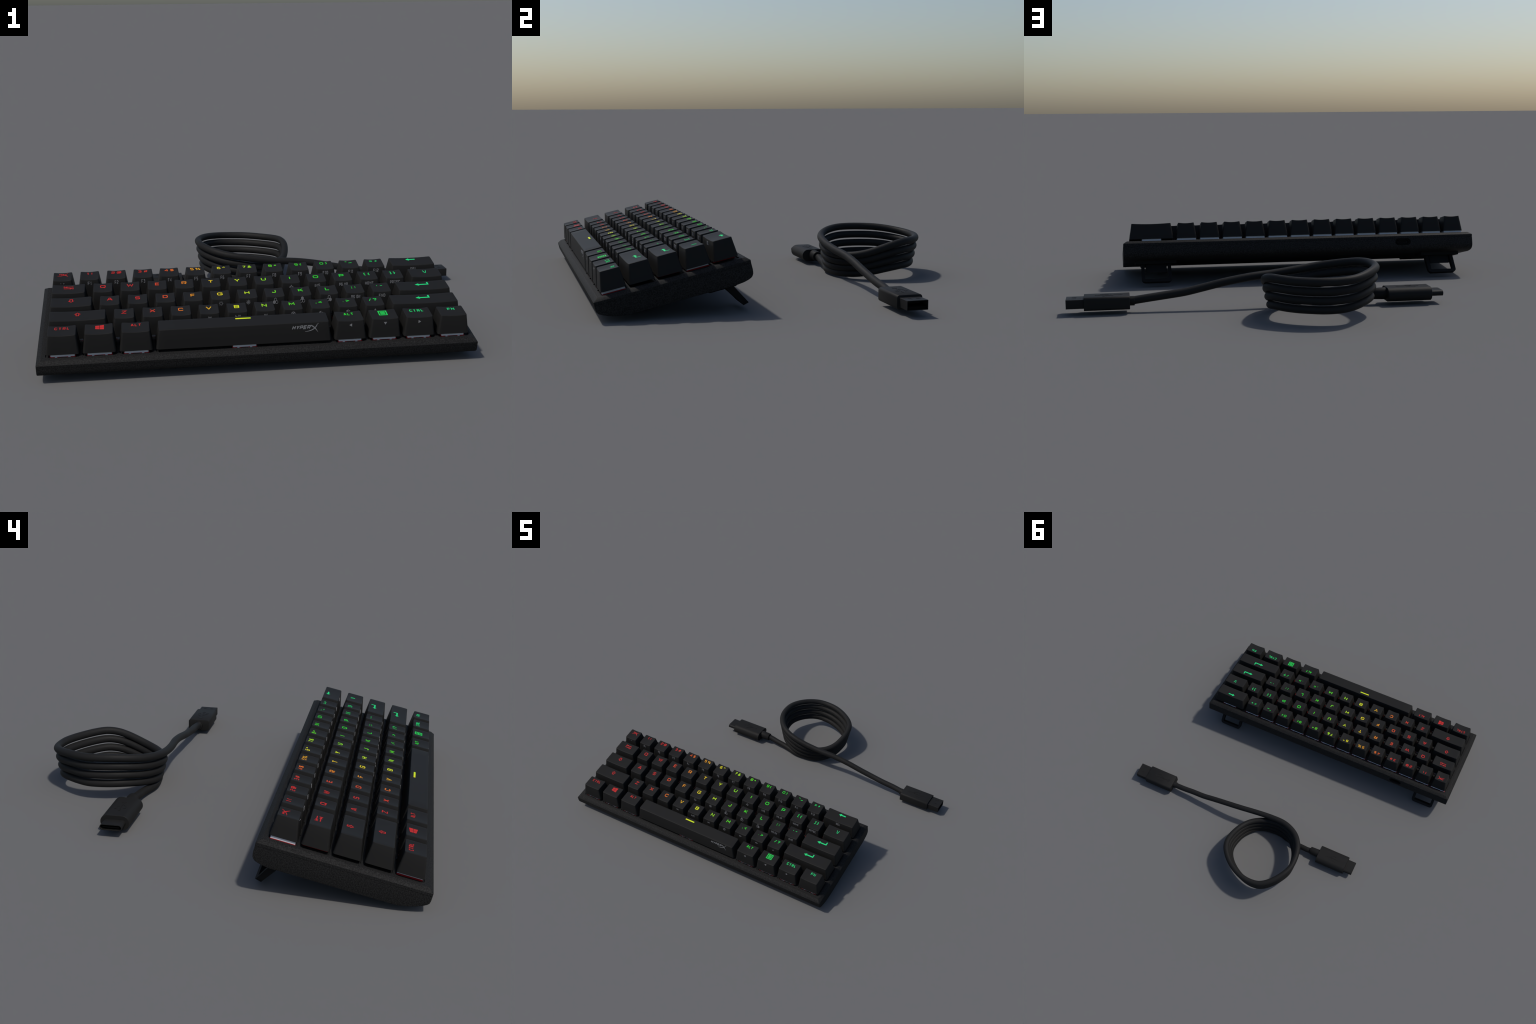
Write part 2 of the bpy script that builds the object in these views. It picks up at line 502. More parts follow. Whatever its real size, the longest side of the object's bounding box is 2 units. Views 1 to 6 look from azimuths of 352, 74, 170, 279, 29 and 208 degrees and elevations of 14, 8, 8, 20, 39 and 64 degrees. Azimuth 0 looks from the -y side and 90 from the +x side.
# switch: red lower housing with notches front and back, pale upper housing
def switch_meshes():
    hx, hy, dy = .0490, .0455, .0005              # half sizes of the lower housing, shift to the back
    red = bmesh.new()
    def box(bm, x0, x1, y0, y1, z0, z1):
        r = bmesh.ops.create_cube(bm, size=1)
        for v in r['verts']:
            v.co = ((x0 + x1) / 2 + v.co.x * (x1 - x0), dy + (y0 + y1) / 2 + v.co.y * (y1 - y0), (z0 + z1) / 2 + v.co.z * (z1 - z0))
    z0, z1 = PLATE_Z - .001, PLATE_Z + .0040
    box(red, -hx, hx, -hy + .004, hy - .004, z0, z1)
    for m in (-1, 1):                             # side flanges stand higher
        x0, x1 = sorted((m * (hx - .0022), m * hx))
        box(red, x0, x1, -hy + .003, hy - .003, z0, z1 + .0012)
    for s in (-1, 1):
        for a, b in ((.0140, .021), (.0300, hx)):
            for m in (-1, 1):
                x0, x1 = sorted((a * m, b * m))
                y0, y1 = sorted((s * (hy - .004), s * hy))
                box(red, x0, x1, y0, y1, z0, z1)
    r = finish(red, 'switch', M_RED)
    wh = bmesh.new()
    wx, wy = .0470, .0447
    ra = ring(wh, [(x, y, z1) for x, y in rounded(wx, wy, .004, 3, 0, dy)])
    rb = ring(wh, [(x, y, z1 + .014) for x, y in rounded(wx - .001, wy - .001, .004, 3, 0, dy)])
    rc = ring(wh, [(x, y, z1 + .038) for x, y in rounded(.028, .028, .004, 3, 0, dy)])
    bridge(wh, ra, rb); bridge(wh, rb, rc)
    wh.faces.new(ra); wh.faces.new(rc)
    for s in (-1, 1):
        for m in (-1, 1):
            y0, y1 = sorted((s * (hy - .003), s * (hy - .0004)))
            box(wh, m * .0255 - .0044, m * .0255 + .0044, y0, y1, z0 + .0012, z1 + .003)
    return r, finish(wh, 'switch_housing', M_WHITE)
SWITCH, HOUSING = switch_meshes()

def build_mesh(name, verts, faces, mat):
    me = bpy.data.meshes.new(name)
    me.from_pydata([tuple(v) for v in verts], [], faces)
    me.materials.append(mat)
    me.update()
    return me

def top_legend(parent, m, w, mark, cx, cy):
    vs, fs = mark
    hb, ht = cap_dims(w)
    flat = w > 6
    out = []
    for v in vs:
        x, y = v.x + cx, v.y + TOP_DY + cy
        z = top_z(x, ht, flat) + (THICK * max(v.z * 2 if v.z < .9 else v.z, 1) if v.z > 0 else -THICK)
        out.append((x, y, z))
    kb_add('legend', build_mesh('legend', out, fs, M_LEGEND), m, parent)

H_FRONT = CAP_Z1 - CAP_Z0
def front_legend(parent, m, mark, cx, down):
    """Mark on the sloping front face, its centre 'down' below the top edge."""
    vs, fs = mark
    yb, yt = -BOT_D / 2, TOP_DY - TOP_D / 2
    slope = Vector((0, yt - yb, H_FRONT)).normalized()
    nrm = Vector((0, -slope.z, slope.y))
    base = Vector((cx, yt, CAP_Z1)) - slope * down
    out = [base + Vector((v.x, 0, 0)) + slope * v.y + nrm * (THICK * max(v.z * 2 if v.z < .9 else v.z, 1) if v.z > 0 else -THICK * 2) for v in vs]
    kb_add('front_legend', build_mesh('front_legend', out, fs, M_GREY), m, parent)

# stroke font of wide, chamfered capitals: centre lines on a unit box (a leading 0 closes the line)
GLYPH = {
 'A': [[(0, 0), (.40, 1), (.60, 1), (1, 0)], [(.2, .30), (.8, .30)]],
 'B': [[(0, 0), (0, 1), (.85, 1), (1, .88), (1, .64), (.85, .52), (0, .52)], [(.85, .52), (1, .40), (1, .13), (.85, 0), (-.08, 0)]],
 'C': [[(1, .80), (.96, .92), (.82, 1), (.18, 1), (0, .82), (0, .18), (.18, 0), (.82, 0), (.96, .08), (1, .20)]],
 'D': [0, [(0, 0), (0, 1), (.72, 1), (.93, .88), (1, .70), (1, .30), (.93, .12), (.72, 0)]],
 'E': [[(1, 1), (0, 1), (0, 0), (1, 0)], [(0, .5), (.92, .5)]], 'F': [[(1, 1), (0, 1), (0, 0)], [(0, .47), (.92, .47)]],
 'G': [[(1, .80), (.96, .92), (.82, 1), (.18, 1), (0, .82), (0, .18), (.18, 0), (.82, 0), (1, .16), (1, .46), (.55, .46)]],
 'H': [[(0, 0), (0, 1)], [(1, 0), (1, 1)], [(0, .5), (1, .5)]], 'I': [[(.5, 0), (.5, 1)]],
 'J': [[(1, 1), (1, .18), (.82, 0), (.18, 0), (0, .16), (0, .26)]], 'K': [[(0, 0), (0, 1)], [(.95, 1), (.22, .52), (1, 0)], [(0, .5), (.3, .5)]],
 'L': [[(0, 1), (0, 0), (1, 0)]], 'M': [[(0, 0), (.04, 1), (.5, .34), (.96, 1), (1, 0)]], 'N': [[(0, 0), (0, 1), (1, 0), (1, 1)]],
 'O': [0, [(.25, 0), (.07, .08), (0, .26), (0, .74), (.07, .92), (.25, 1), (.75, 1), (.93, .92), (1, .74), (1, .26), (.93, .08), (.75, 0)]],
 'P': [[(0, 0), (0, 1), (.85, 1), (1, .88), (1, .50), (.85, .38), (0, .38)]],
 'R': [[(0, 0), (0, 1), (.85, 1), (1, .88), (1, .52), (.85, .40), (0, .40)], [(.52, .40), (1, 0)]],
 'S': [[(1, .82), (.86, 1), (.14, 1), (0, .88), (0, .64), (.14, .52), (.86, .48), (1, .36), (1, .12), (.86, 0), (.14, 0), (0, .18)]],
 'T': [[(0, 1), (1, 1)], [(.5, 1), (.5, 0)]], 'U': [[(0, 1), (0, .18), (.18, 0), (.82, 0), (1, .18), (1, 1)]], 'V': [[(0, 1), (.5, 0), (1, 1)]],
 'W': [[(0, 1), (.24, 0), (.5, .85), (.76, 0), (1, 1)]], 'X': [[(0, 0), (1, 1)], [(0, 1), (1, 0)]], 'Y': [[(0, 1), (.5, .45), (1, 1)], [(.5, .48), (.5, 0)]],
 'Z': [[(0, 1), (1, 1), (0, 0), (1, 0)]], '1': [[(0, .78), (.7, 1), (.7, 0)]],
 '2': [[(0, .84), (.14, 1), (.86, 1), (1, .88), (1, .64), (.86, .53), (.14, .46), (0, .34), (0, 0), (1, 0)]],
 '3': [[(0, 1), (.86, 1), (1, .88), (1, .64), (.86, .52), (.25, .52)], [(.86, .52), (1, .40), (1, .12), (.86, 0), (0, 0)]],
 '4': [[(.75, 0), (.75, 1), (0, .28), (1, .28)]], '5': [[(1, 1), (0, 1), (0, .57), (.86, .57), (1, .45), (1, .12), (.86, 0), (0, 0)]],
 '6': [[(.95, 1), (.2, 1), (0, .80), (0, .14), (.14, 0), (.86, 0), (1, .14), (1, .44), (.86, .57), (0, .57)]], '7': [[(0, 1), (1, 1), (.35, 0)]],
 '8': [0, [(.15, 1), (.85, 1), (1, .88), (1, .64), (.88, .53), (1, .42), (1, .13), (.85, 0), (.15, 0), (0, .13), (0, .42), (.12, .53), (0, .64), (0, .88)], [(.12, .53), (.88, .53)]],
 '9': [[(.05, 0), (.8, 0), (1, .20), (1, .86), (.86, 1), (.14, 1), (0, .86), (0, .56), (.14, .43), (1, .43)]],
 '!': [[(.5, 1), (.5, .36)], [(.5, .18), (.5, 0)]], '#': [[(.2, 0), (.42, 1)], [(.62, 0), (.84, 1)], [(.04, .33), (.95, .33)], [(.1, .68), (1, .68)]],
 '@': [[(.9, 0), (.18, 0), (0, .18), (0, .82), (.18, 1), (.82, 1), (1, .82), (1, .3), (.66, .3)], [(.66, .3), (.4, .3), (.34, .38), (.34, .62), (.4, .7), (.66, .7), (.66, .3)]],
 '$': [[(1, .82), (.86, .95), (.14, .95), (0, .84), (0, .64), (.14, .53), (.86, .47), (1, .36), (1, .16), (.86, .05), (.14, .05), (0, .18)], [(.5, 1.1), (.5, -.1)]],
 '%': [[(.1, 0), (.9, 1)], [(0, .70), (.22, .70), (.22, .98), (0, .98), (0, .70)], [(.78, .02), (1, .02), (1, .30), (.78, .30), (.78, .02)]],
 '^': [[(0, 0), (.5, 1), (1, 0)]], '&': [[(1, 0), (.18, .74), (.18, .90), (.32, 1), (.55, 1), (.66, .88), (.62, .72), (.08, .42), (0, .28), (0, .14), (.14, 0), (.55, 0), (.98, .44)]],
 '*': [[(.5, 0), (.5, 1)], [(.05, .25), (.95, .75)], [(.05, .75), (.95, .25)]], '(': [[(1, 1), (.25, .82), (0, .62), (0, .38), (.25, .18), (1, 0)]], ')': [[(0, 1), (.75, .82), (1, .62), (1, .38), (.75, .18), (0, 0)]],
 '-': [[(0, .5), (1, .5)]], '_': [[(0, .5), (1, .5)]], '=': [[(0, .9), (1, .9)], [(0, .1), (1, .1)]], '+': [[(0, .5), (1, .5)], [(.5, 0), (.5, 1)]],
 '[': [[(1, 1), (0, 1), (0, 0), (1, 0)]], ']': [[(0, 1), (1, 1), (1, 0), (0, 0)]], '{': [[(1, 1), (.5, .96), (.42, .60), (0, .5), (.42, .40), (.5, .04), (1, 0)]],
 '}': [[(0, 1), (.5, .96), (.58, .60), (1, .5), (.58, .40), (.5, .04), (0, 0)]], ':': [[(.5, 1), (.5, .72)], [(.5, .28), (.5, 0)]], ';': [[(.5, 1), (.5, .75)], [(.5, .40), (.4, 0)]],
 "'": [[(.5, 0), (.5, 1)]], '"': [[(.1, 0), (.1, 1)], [(.9, 0), (.9, 1)]], ',': [[(.7, 1), (.3, 0)]], '.': [[(.5, 1), (.5, 0)]], '<': [[(1, 1), (0, .5), (1, 0)]], '>': [[(0, 1), (1, .5), (0, 0)]],
 '/': [[(0, 0), (1, 1)]], '?': [[(0, .84), (.14, 1), (.86, 1), (1, .88), (1, .62), (.86, .52), (.5, .44), (.5, .28)], [(.5, .14), (.5, 0)]],
 '`': [[(0, 1), (1, .3)]], '~': [[(0, .3), (.3, .65), (.7, .35), (1, .7)]],
}
GLYPH['Q'] = GLYPH['O'] + [[(.55, .22), (.98, -.16)]]
GLYPH['0'] = GLYPH['O']

def ribbon(line, t, closed, lift):
    """Flat stroke of width t with mitred corners: verts (z = +-1 side flag + lift) and faces."""
    n = len(line)
    p = [Vector(q) for q in line]
    L, R = [], []
    for i in range(n):
        a = p[i] - p[i - 1] if (i or closed) else p[1] - p[0]
        b = p[(i + 1) % n] - p[i] if (i < n - 1 or closed) else a
        a, b = a.normalized(), b.normalized()
        m = (Vector((-a.y, a.x)) + Vector((-b.y, b.x)))
        if m.length < .3:
            m = Vector((-a.y, a.x))
        m.normalize()
        k = min(1 / max(m.dot(Vector((-a.y, a.x))), .45), 2.0) * t / 2
        L.append(p[i] + m * k)
        R.append(p[i] - m * k)
    vs = [Vector((q.x, q.y, 1 + lift)) for q in L] + [Vector((q.x, q.y, 1 + lift)) for q in R]
    vs += [Vector((q.x, q.y, -1)) for q in L] + [Vector((q.x, q.y, -1)) for q in R]
    fs = []
    for i in range(n if closed else n - 1):
        j = (i + 1) % n
        fs += [(i, n + i, n + j, j), (n + i, 3 * n + i, 3 * n + j, n + j), (2 * n + i, i, j, 2 * n + j)]
    if not closed:
        fs += [(0, 2 * n, 3 * n, n), (n - 1, 2 * n - 1, 4 * n - 1, 3 * n - 1)]
    return vs, fs

def merge(parts):
    V_, F_ = [], []
    for vs, fs in parts:
        k = len(V_)
        V_ += vs
        F_ += [tuple(i + k for i in f) for f in fs]
    return V_, F_

REL_W = {'I': .16, '1': .52, 'J': .8, 'L': .85, 'M': 1.15, 'W': 1.3, ' ': .45, '`': .35, '~': .8, '.': .2}
def T(s, w, h, t, gap=.28, shear=0.0):
    """Word in the stroke font, fitted into w x h and centred, stroke width t."""
    rel = [REL_W.get(c, 1.0) if len(s) > 1 else 1.0 for c in s]
    unit = (w - t * 0) / (sum(rel) + gap * (len(s) - 1))
    parts, x, k = [], -w / 2, 0
    for c, r in zip(s, rel):
        cw = r * unit
        closed = False
        for line in GLYPH.get(c, []):
            if line == 0:
                closed = True
                continue
            pts_ = []
            for px_, py_ in line:
                y = -h / 2 + t / 2 + py_ * (h - t)
                pts_.append((x + t / 2 + px_ * max(cw - t, 0) + shear * y, y))
            parts.append(ribbon(pts_, t, closed, .06 * (k % 5)))
            closed = False
            k += 1
        x += cw + gap * unit
    return merge(parts)

def P(outlines, w, h, groups=None):
    """Filled mark; groups = numbers of outlines that belong together (an outline and its holes), default one each."""
    parts, i = [], 0
    for k, n in enumerate(groups or [1] * len(outlines)):
        o = outlines[i:i + n]
        i += n
        vs, fs = flat_mesh('poly', o)
        bx = (min(p[0] for p in o[0]) + max(p[0] for p in o[0])) / 2
        by = (min(p[1] for p in o[0]) + max(p[1] for p in o[0])) / 2
        parts.append(([Vector((v.x + bx, v.y + by, (1 + .06 * (k % 6)) if v.z > 0 else -1)) for v in vs], fs))
    vs, fs = merge(parts)
    x0, x1 = min(v.x for v in vs), max(v.x for v in vs)
    y0, y1 = min(v.y for v in vs), max(v.y for v in vs)
    sx, sy = (w or 0) / (x1 - x0), (h or 0) / (y1 - y0)
    return [Vector(((v.x - (x0 + x1) / 2) * (sx or 1), (v.y - (y0 + y1) / 2) * (sy or 1), v.z)) for v in vs], fs

# letter widths relative to the usual wide capitals
LETTER_W = {'I': .0052, 'J': .0175, 'L': .0190, 'W': .0300, 'M': .0260, 'E': .0195, 'F': .0195, 'S': .0210, 'Q': .0245, 'O': .0250, 'G': .0245, 'A': .0250, 'V': .0245, 'Y': .0240, 'X': .0245, 'K': .0230}
def letter(c):
    return T(c, LETTER_W.get(c, .0225) * .93, .0225, .0038), 0.0, .0098

# pairs of symbols on the number row and the punctuation keys
def pair(a, b, wa=.0150, wb=.0150, h=.0188, gap=.0085, ha=None, hb=None, ya=0, yb=0, t=.0030):
    total = wa + gap + wb
    parts = []
    for s_, w_, hh, x, y in ((a, wa, ha or h, -total / 2 + wa / 2, ya), (b, wb, hb or h, total / 2 - wb / 2, yb)):
        vs, fs = T(s_, w_, hh, min(t, max(w_, .003)))
        parts.append(([Vector((v.x + x, v.y + y, v.z)) for v in vs], fs))
    return merge(parts)

SYMBOLS = {
    '1': (pair('1', '!', .0085, .0050, gap=.010), .018), '2': (pair('2', '@', .0145, .0185), .018), '3': (pair('3', '#', .0150, .0180), .018),
    '4': (pair('4', '$', .0160, .0145), .018), '5': (pair('5', '%', .0145, .0195), .018), '6': (pair('6', '^', .0150, .0125, hb=.007, yb=.005), .018),
    '7': (pair('7', '&', .0145, .0165), .018), '8': (pair('8', '*', .0150, .0125, hb=.011, yb=.002), .018), '9': (pair('9', '(', .0150, .0070), .018),
    '0': (pair('0', ')', .0165, .0070), .018), '-': (pair('-', '_', .0110, .0170, ha=.0034, hb=.0034, ya=.005, yb=-.006, gap=.004), .018),
    '=': (pair('=', '+', .0150, .0140, ha=.0115, hb=.0145, t=.0028), .018),
    '[': (pair('[', '{', .0085, .0090, h=.0210, gap=.0085), .0125), ']': (pair(']', '}', .0085, .0090, h=.0210, gap=.0085), .0125),
    ';': (pair(';', ':', .0045, .0045, gap=.010, ha=.0175, hb=.0145, ya=-.001), .0115), "'": (pair("'", '"', .0045, .0100, ha=.0070, hb=.0070, gap=.012), .016),
    ',': (pair(',', '<', .0040, .0150, ha=.0075, hb=.0155, ya=-.006, yb=.001, gap=.009), .0115), '.': (pair('.', '>', .0045, .0150, ha=.0045, hb=.0155, ya=-.005, yb=.001, gap=.009), .0115),
    '/': (pair('/', '?', .0110, .0150, gap=.0075, h=.0205), .0115),
}
FRONT_TEXT = {'esc': ('` ~', .016, .006), 'backspace': ('DEL', .026, .0135), 'O': ('INS', .023, .0135), 'P': ('PG UP', .037, .0135), '[': ('HOME', .037, .0135),
              ']': ('PRTSC', .043, .0135), ';': ('PG DN', .038, .0135), "'": ('END', .027, .0135)}
for i, k in enumerate('1234567890-='):
    FRONT_TEXT[k] = ('F%d' % (i + 1), .0155 if i < 9 else (.0235 if i != 10 else .0205), .0150)
FRONT_MARK = {'G': (SUN_DIM, .0170, .0190), 'H': (SUN_BRIGHT, .0180, .0200), 'J': (trio(1), .0215, .0255, [2, 1, 2]), 'K': (trio(0), .0215, .0255, [1, 2, 2]), 'L': (trio(2), .0215, .0255, [2, 2, 1]),
              'I': (GEAR, .0180, .0180, [2, 1, 1, 1, 1]), 'V': (PREV, .0125, .0110), 'B': (PLAY, .0215, .0120), 'N': (NEXT, .0125, .0110), 'M': (MUTE_OFF, .0165, .0165, [2, 1, 1]),
              ',': (VOL_DOWN, .0150, .0120), '.': (VOL_UP, .0160, .0120), '/': (TRI_UP, .0110, .0095),
              'alt_right': (TRI_LEFT, .0105, .0125), 'menu': (TRI_DOWN, .0125, .0105), 'ctrl_right': (TRI_RIGHT, .0105, .0125)}
SPECIAL = {
    'esc': lambda: (P(EMBLEM, .0450, .0290), 0.0, .0145), 'tab': lambda: (P(TAB, .0400, .0270), 0.0, .0105),
    'caps': lambda: (P(LOCK_DOWN, .0260, .0255, [2]), 0.0, .0105), 'shift': lambda: (P(SHIFT_UP, .0260, .0255, [2]), 0.0, .0105),
    'backspace': lambda: (P(ARROW_LEFT, .0430, .0200), 0.0, .0190), 'enter': lambda: (P(ARROW_ENTER, .0600, .0270), 0.0, .0130),
    'shift_right': lambda: (P(ARROW_ENTER, .0600, .0270), 0.0, .0130), 'ctrl': lambda: (T('CTRL', .0570, .0172, .0028, .42), 0.0, .0168),
    'ctrl_right': lambda: (T('CTRL', .0570, .0172, .0028, .42), 0.0, .0168), 'window': lambda: (P(WINDOW, .0335, .0325), .003, .0128),
    'alt': lambda: (T('ALT', .0400, .0172, .0028, .36), .002, .0168), 'alt_right': lambda: (T('ALT', .0400, .0172, .0028, .36), .002, .0168),
    'menu': lambda: (P(MENU, .0355, .0345, [2, 1, 1, 1]), 0.0, .0110), 'fn': lambda: (T('FN', .0290, .0172, .0028, .26), .003, .0168),
    'space': lambda: (P([[(-1, -1), (1, -1), (1, 1), (-1, 1)]], .0610, .0078), 0.0, .0200),
}
ROWS = [
    (4, [('esc', 1)] + [(c, 1) for c in '1234567890-='] + [('backspace', 2)]),
    (3, [('tab', 1.5)] + [(c, 1) for c in 'QWERTYUIOP[]'] + [('\\', 1.5)]),
    (2, [('caps', 1.75)] + [(c, 1) for c in "ASDFGHJKL;'"] + [('enter', 2.25)]),
    (1, [('shift', 2.25)] + [(c, 1) for c in 'ZXCVBNM,./'] + [('shift_right', 2.75)]),
    (0, [('ctrl', 1.25), ('window', 1.25), ('alt', 1.25), ('space', 6.25), ('alt_right', 1.25), ('menu', 1.25), ('ctrl_right', 1.25), ('fn', 1.25)]),
]
SPECIAL['\\'] = lambda: (P([bar(-.55, 1, -.1, -1, .2), bar(.55, 1, .2, -1, .2)], .0160, .0215), .003, .0100)
CAPS = {}
space_cap = None
for row, keys in ROWS:
    u = 0.0
    for name, w in keys:
        m = Matrix.Translation((CELL_X0 + (u + w / 2) * U, ROW_Y0 + row * V, 0))
        u += w
        if w not in CAPS:
            CAPS[w] = cap_mesh(w, flat=w > 6)
        cap = kb_add('keycap', CAPS[w], m)
        sw = kb_add('switch', SWITCH, m)
        kb_add('switch_housing', HOUSING, m, parent=sw)
        if name in SPECIAL:
            mk, cx, cy = SPECIAL[name]()
        elif name in SYMBOLS:
            (mk, cy), cx = SYMBOLS[name], 0.0
        else:
            mk, cx, cy = letter(name)
        top_legend(cap, m, w, mk, cx, cy)
        if name in FRONT_TEXT:
            s, fw, fh = FRONT_TEXT[name]
            front_legend(cap, m, T(s, fw, fh, .0019 if name != 'esc' else .0016, .32), 0.0, .0185 if name != 'esc' else .0150)
        if name in FRONT_MARK:
            front_legend(cap, m, P(*FRONT_MARK[name]), 0.0, .0200)
        if name == 'space':
            # printed word mark with the sweeping last letter, on the right of the front face
            k = .001
            vs, fs = T('HYPER', .0720, .0155, .0034, .20, shear=.32)
            front_legend(cap, m, (vs, fs), .1960 * 1.15, .0185)
            x0 = .2670
            strokes = [swoosh([(-.034, -.0185), (.006, -.0180), (.016, .0115)], (.0004, .0056, .0016)),
                       swoosh([(-.010, .0065), (.007, -.0020), (.0185, -.0235)], (.0040, .0056, .0004)),
                       bar(.0170, .0130, .0215, .0130, .0010)]
            front_legend(cap, m, P(strokes, None, None), x0, .0232)

# ------------------------------------------------------------------ USB cable
cable = bpy.data.objects.new('usb_cable', None)
COL.objects.link(cable)
cable.location = (0.0, 0.55, 0.0)
WORLD['usb_cable'] = Matrix.Translation(cable.location)
cable['label'] = 'coiled black usb cable with two different plugs'
cable['category'] = 'usb cable'

def cb_add(name, me, parent=cable):
    o = bpy.data.objects.new(name, me)
    COL.objects.link(o)
    o.parent = parent
    o.matrix_parent_inverse = WORLD[parent.name].inverted()
    WORLD[o.name] = Matrix()
    return o

R_CABLE = 0.0174
# the coil: one turn of the top loop from the crossing in front (x, y, z), its drop per turn and how much each lower turn shrinks
TURN = [(-0.0765, 0.3546, 0.1669, 0.0384, 0.0076), (-0.1416, 0.3741, 0.1765, 0.0388, 0.0082), (-0.1949, 0.4083, 0.1861, 0.0392, 0.0085), (-0.2333, 0.4557, 0.1948, 0.0400, 0.0083),
        (-0.2572, 0.5112, 0.1995, 0.0407, 0.0076), (-0.2662, 0.5721, 0.1993, 0.0407, 0.0070), (-0.2630, 0.6325, 0.1974, 0.0403, 0.0067), (-0.2398, 0.6887, 0.1954, 0.0397, 0.0066),
        (-0.2059, 0.7392, 0.1902, 0.0388, 0.0067), (-0.1653, 0.7801, 0.1832, 0.0382, 0.0068), (-0.1185, 0.8069, 0.1773, 0.0382, 0.0071), (-0.0647, 0.8143, 0.1738, 0.0385, 0.0074),
        (-0.0077, 0.8080, 0.1726, 0.0386, 0.0079), (0.0473, 0.7873, 0.1717, 0.0383, 0.0080), (0.0983, 0.7564, 0.1714, 0.0382, 0.0074), (0.1419, 0.7178, 0.1731, 0.0385, 0.0071),
        (0.1744, 0.6746, 0.1734, 0.0384, 0.0073), (0.1899, 0.6281, 0.1665, 0.0373, 0.0075), (0.1902, 0.5802, 0.1536, 0.0353, 0.0076), (0.1819, 0.5318, 0.1377, 0.0330, 0.0075),
        (0.1665, 0.4834, 0.1229, 0.0308, 0.0076), (0.1388, 0.4367, 0.1135, 0.0297, 0.0076), (0.0978, 0.3991, 0.1092, 0.0302, 0.0078), (0.0460, 0.3728, 0.1107, 0.0317, 0.0081),
        (-0.0126, 0.3593, 0.1171, 0.0340, 0.0083)]
CENTRE = (-.035, .58)
path = [(0.7301, 0.3682, 0.0455), (0.6595, 0.3713, 0.0553), (0.5840, 0.3700, 0.0644), (0.5020, 0.3719, 0.0755), (0.4158, 0.3688, 0.0933),
        (0.3222, 0.3670, 0.1131), (0.2198, 0.3627, 0.1293), (0.1121, 0.3534, 0.1395), (0.0104, 0.3497, 0.1528)]                      # tail from the flat plug up to the coil
for k in range(4):
    for i, (x, y, z, dz, shrink) in enumerate(TURN):
        if k == 3 and i > 21:
            break
        dx, dy = x - CENTRE[0], y - CENTRE[1]
        q = 1 - shrink * k / math.hypot(dx, dy)
        path.append((CENTRE[0] + dx * q, CENTRE[1] + dy * q, z - k * dz))
path += [(0.0854, 0.4144, 0.0221), (0.0365, 0.3929, 0.0202), (-0.0217, 0.3836, 0.0205), (-0.0809, 0.3842, 0.0200), (-0.1370, 0.3986, 0.0224),
         (-0.1922, 0.4093, 0.0266), (-0.2435, 0.4129, 0.0321), (-0.2885, 0.4174, 0.0393), (-0.3301, 0.4136, 0.0450)]                     # bottom strand out to the small plug

def catmull(pts, step=0.007):
    P_ = [Vector(p) for p in pts]
    P_ = [P_[0] * 2 - P_[1]] + P_ + [P_[-1] * 2 - P_[-2]]
    out = []
    for i in range(1, len(P_) - 2):
        a, b, c, d = P_[i - 1:i + 3]
        n = max(2, int((c - b).length / step))
        for j in range(n):
            t = j / n
            out.append(.5 * ((2 * b) + (c - a) * t + (2 * a - 5 * b + 4 * c - d) * t * t + (3 * b - a - 3 * c + d) * t ** 3))
    out.append(P_[-2])
    return out

def sweep(pts, radius, name, mat, n=18):
    bm = bmesh.new()
    rs = []
    up = Vector((0, 0, 1))
    for i, p in enumerate(pts):
        t = (pts[min(i + 1, len(pts) - 1)] - pts[max(i - 1, 0)]).normalized()
        up = (up - t * up.dot(t)).normalized()
        side = t.cross(up)
        rs.append(ring(bm, [p + (up * math.sin(2 * math.pi * k / n) + side * math.cos(2 * math.pi * k / n)) * radius for k in range(n)]))
    for a, b in zip(rs, rs[1:]):
        bridge(bm, a, b)
    bm.faces.new(rs[0]); bm.faces.new(rs[-1])
    return finish(bm, name, mat, 50)
pts = catmull(path)
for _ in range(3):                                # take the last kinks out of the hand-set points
    pts = [pts[0]] + [(pts[i - 1] + pts[i] * 2 + pts[i + 1]) / 4 for i in range(1, len(pts) - 1)] + [pts[-1]]
cb_add('cord', sweep(pts, R_CABLE, 'cord', M_CABLE))

def prism_x(outline_fn, xs, name, mat, angle=35):
    """Loft along x: xs = [(x, grow)]; outline_fn(grow) gives (y, z) points."""
    return loft([(outline_fn(g), x) for x, g in xs], name, mat, axis='x', angle=angle)

# flat rectangular plug
AY, AZ = 0.3678, 0.0450
body = prism_x(lambda g: rounded(.0535 + g, .0285 + g, .0115 + g, 6, AY, AZ), [(.7360, -.0022), (.7368, -.0006), (.7382, 0), (.9246, 0), (.9256, -.0006), (.9262, -.002)], 'plug_body', M_PLUG)
plug_a = cb_add('plug_body', body)
cb_add('strain_relief', prism_x(lambda g: [(AY + (.0205 + g) * math.cos(2 * math.pi * k / 24), AZ + (.0205 + g) * math.sin(2 * math.pi * k / 24)) for k in range(24)],
       [(.740, 0), (.7170, 0), (.7155, -.0015)], 'strain_relief', M_PLUG), plug_a)
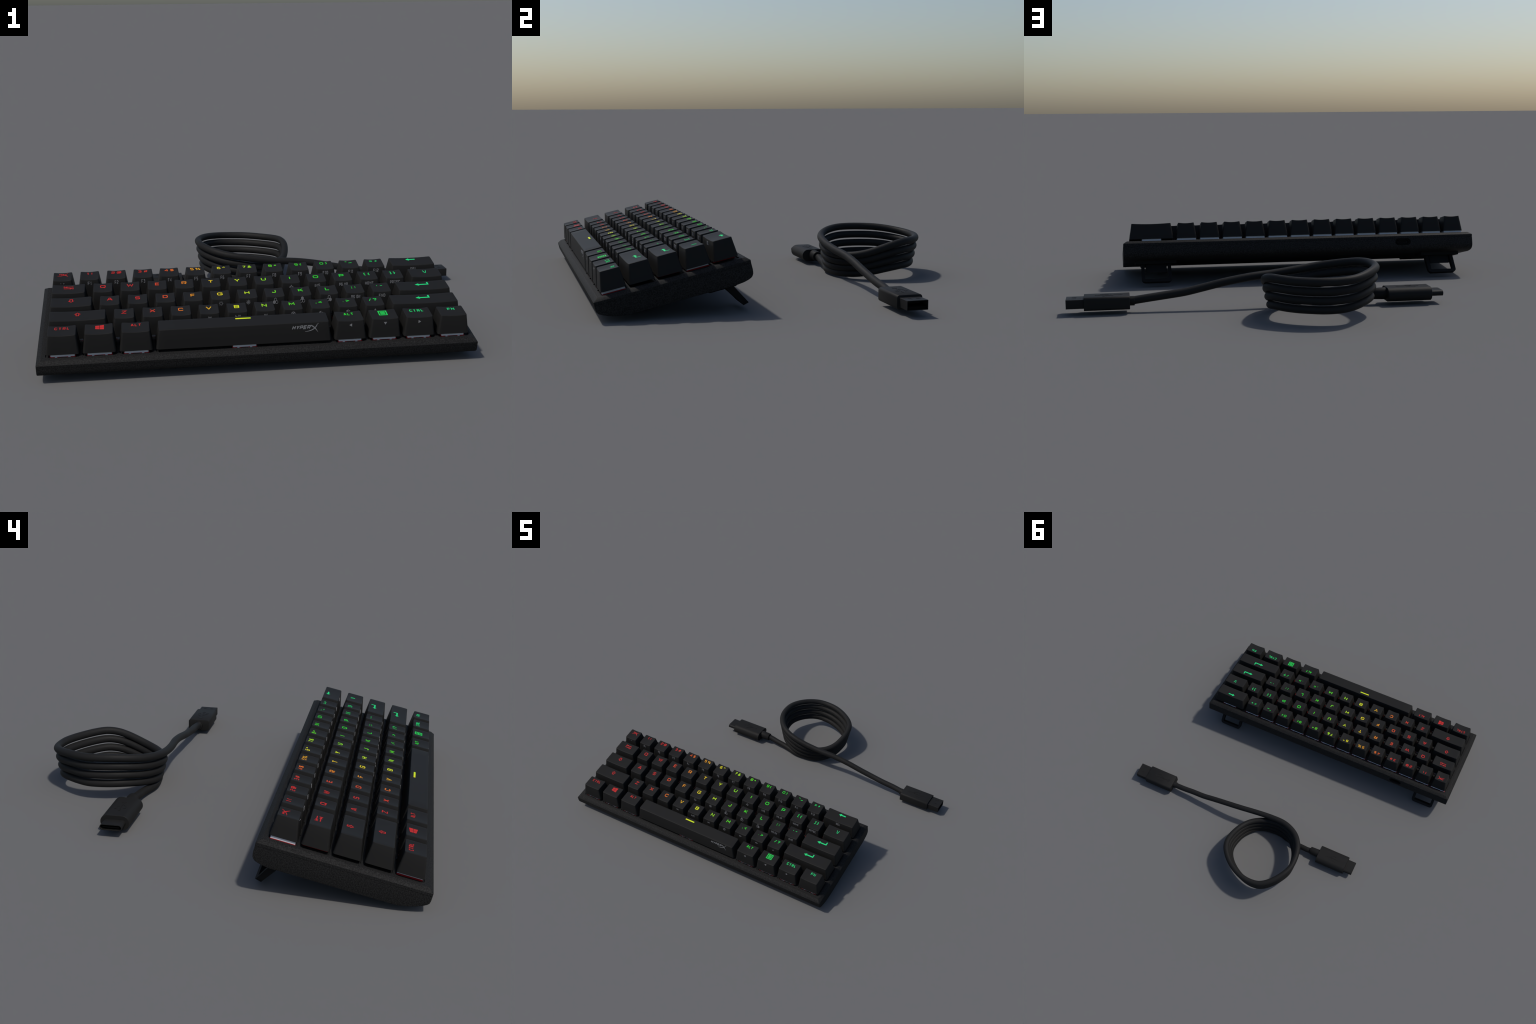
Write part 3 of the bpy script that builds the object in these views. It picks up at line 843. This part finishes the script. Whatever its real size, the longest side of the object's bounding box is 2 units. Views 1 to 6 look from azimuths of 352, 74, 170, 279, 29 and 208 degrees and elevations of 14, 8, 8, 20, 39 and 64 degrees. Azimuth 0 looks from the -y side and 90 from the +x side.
# hollow metal shell with two latch windows and a tongue
def shell_tube(x0, x1, hw, hh, r, t, cy, cz, name, depth):
    bm = bmesh.new()
    o = rounded(hw, hh, r, 4, cy, cz)
    q = rounded(hw - t, hh - t, max(r - t, .0004), 4, cy, cz)
    a = ring(bm, [(x0, y, z) for y, z in o]); b = ring(bm, [(x1, y, z) for y, z in o])
    c = ring(bm, [(x1, y, z) for y, z in q]); d = ring(bm, [(x1 + (x0 - x1) * depth, y, z) for y, z in q])
    bridge(bm, a, b); bridge(bm, b, c); bridge(bm, c, d)
    bm.faces.new(a); bm.faces.new(d)
    return finish(bm, name, M_METAL)
tube = shell_tube(.9235, 1.0, .0437, .0192, .0020, .0022, AY, .0455, 'plug_shell', .92)
cut = [block('cut', M_METAL, .957, .976, AY + s * .0175 - .0068, AY + s * .0175 + .0068, .0638, .07, 0) for s in (-1, 1)]
tube = boolean_cut(tube, cut, 'plug_shell', M_METAL)
sh = cb_add('plug_shell', tube, plug_a)
cb_add('contact_tongue', block('contact_tongue', M_DARK, .9255, .994, AY - .040, AY + .040, .0290, .0395, .0008), plug_a)

# three-pronged emblem moulded on the plugs
def trident(cx, cy, z, size, flip, name):
    s = size
    marks = [bar(-1, 0, .78, 0, .10), [(1.02, 0), (.72, .16), (.72, -.16)], circle(-1, 0, .20, 14),
             bar(-.55, 0, -.15, .38, .10), bar(-.15, .38, .25, .38, .10), circle(.30, .38, .13, 12),
             bar(-.25, 0, .12, -.38, .10), bar(.12, -.38, .42, -.38, .10), [(.38, -.27), (.60, -.27), (.60, -.49), (.38, -.49)]]
    vs, fs = P(marks, None, None)
    out = [(cx + flip * v.x * s, cy + flip * v.y * s, z + (.0009 * v.z if v.z > 0 else -.001)) for v in vs]
    return build_mesh(name, out, fs, M_PLUG)
cb_add('emblem', trident(.823, AY, AZ + .0285, .052, 1, 'emblem'), plug_a)

# small rounded plug at the other end
CY, CZ = 0.4140, 0.0430
body_c = prism_x(lambda g: rounded(.0600 + g, .0300 + g, .0300 + g, 12, CY, CZ), [(-.3672, -.0012), (-.3680, 0), (-.5612, 0), (-.5626, -.0012)], 'plug_body', M_PLUG)
plug_c = cb_add('plug_body', body_c)
cb_add('strain_relief', prism_x(lambda g: [(.4135 + g * 0 + (.0265 + g) * math.cos(2 * math.pi * k / 28), .0445 + (.0265 + g) * math.sin(2 * math.pi * k / 28)) for k in range(28)],
       [(-.3700, 0), (-.3660, 0), (-.3085, -.0022), (-.3065, -.0036)], 'strain_relief', M_PLUG), plug_c)
tube_c = shell_tube(-.5600, -.6162, .0452, .0122, .0122, .0022, .4150, .0430, 'plug_shell', .85)
cb_add('plug_shell', tube_c, plug_c)
cb_add('contact_tongue', block('contact_tongue', M_DARK, -.612, -.568, .4150 - .034, .4150 + .034, .0410, .0450, .0006), plug_c)
cb_add('emblem', trident(-.465, CY, CZ + .0300, .046, -1, 'emblem'), plug_c)
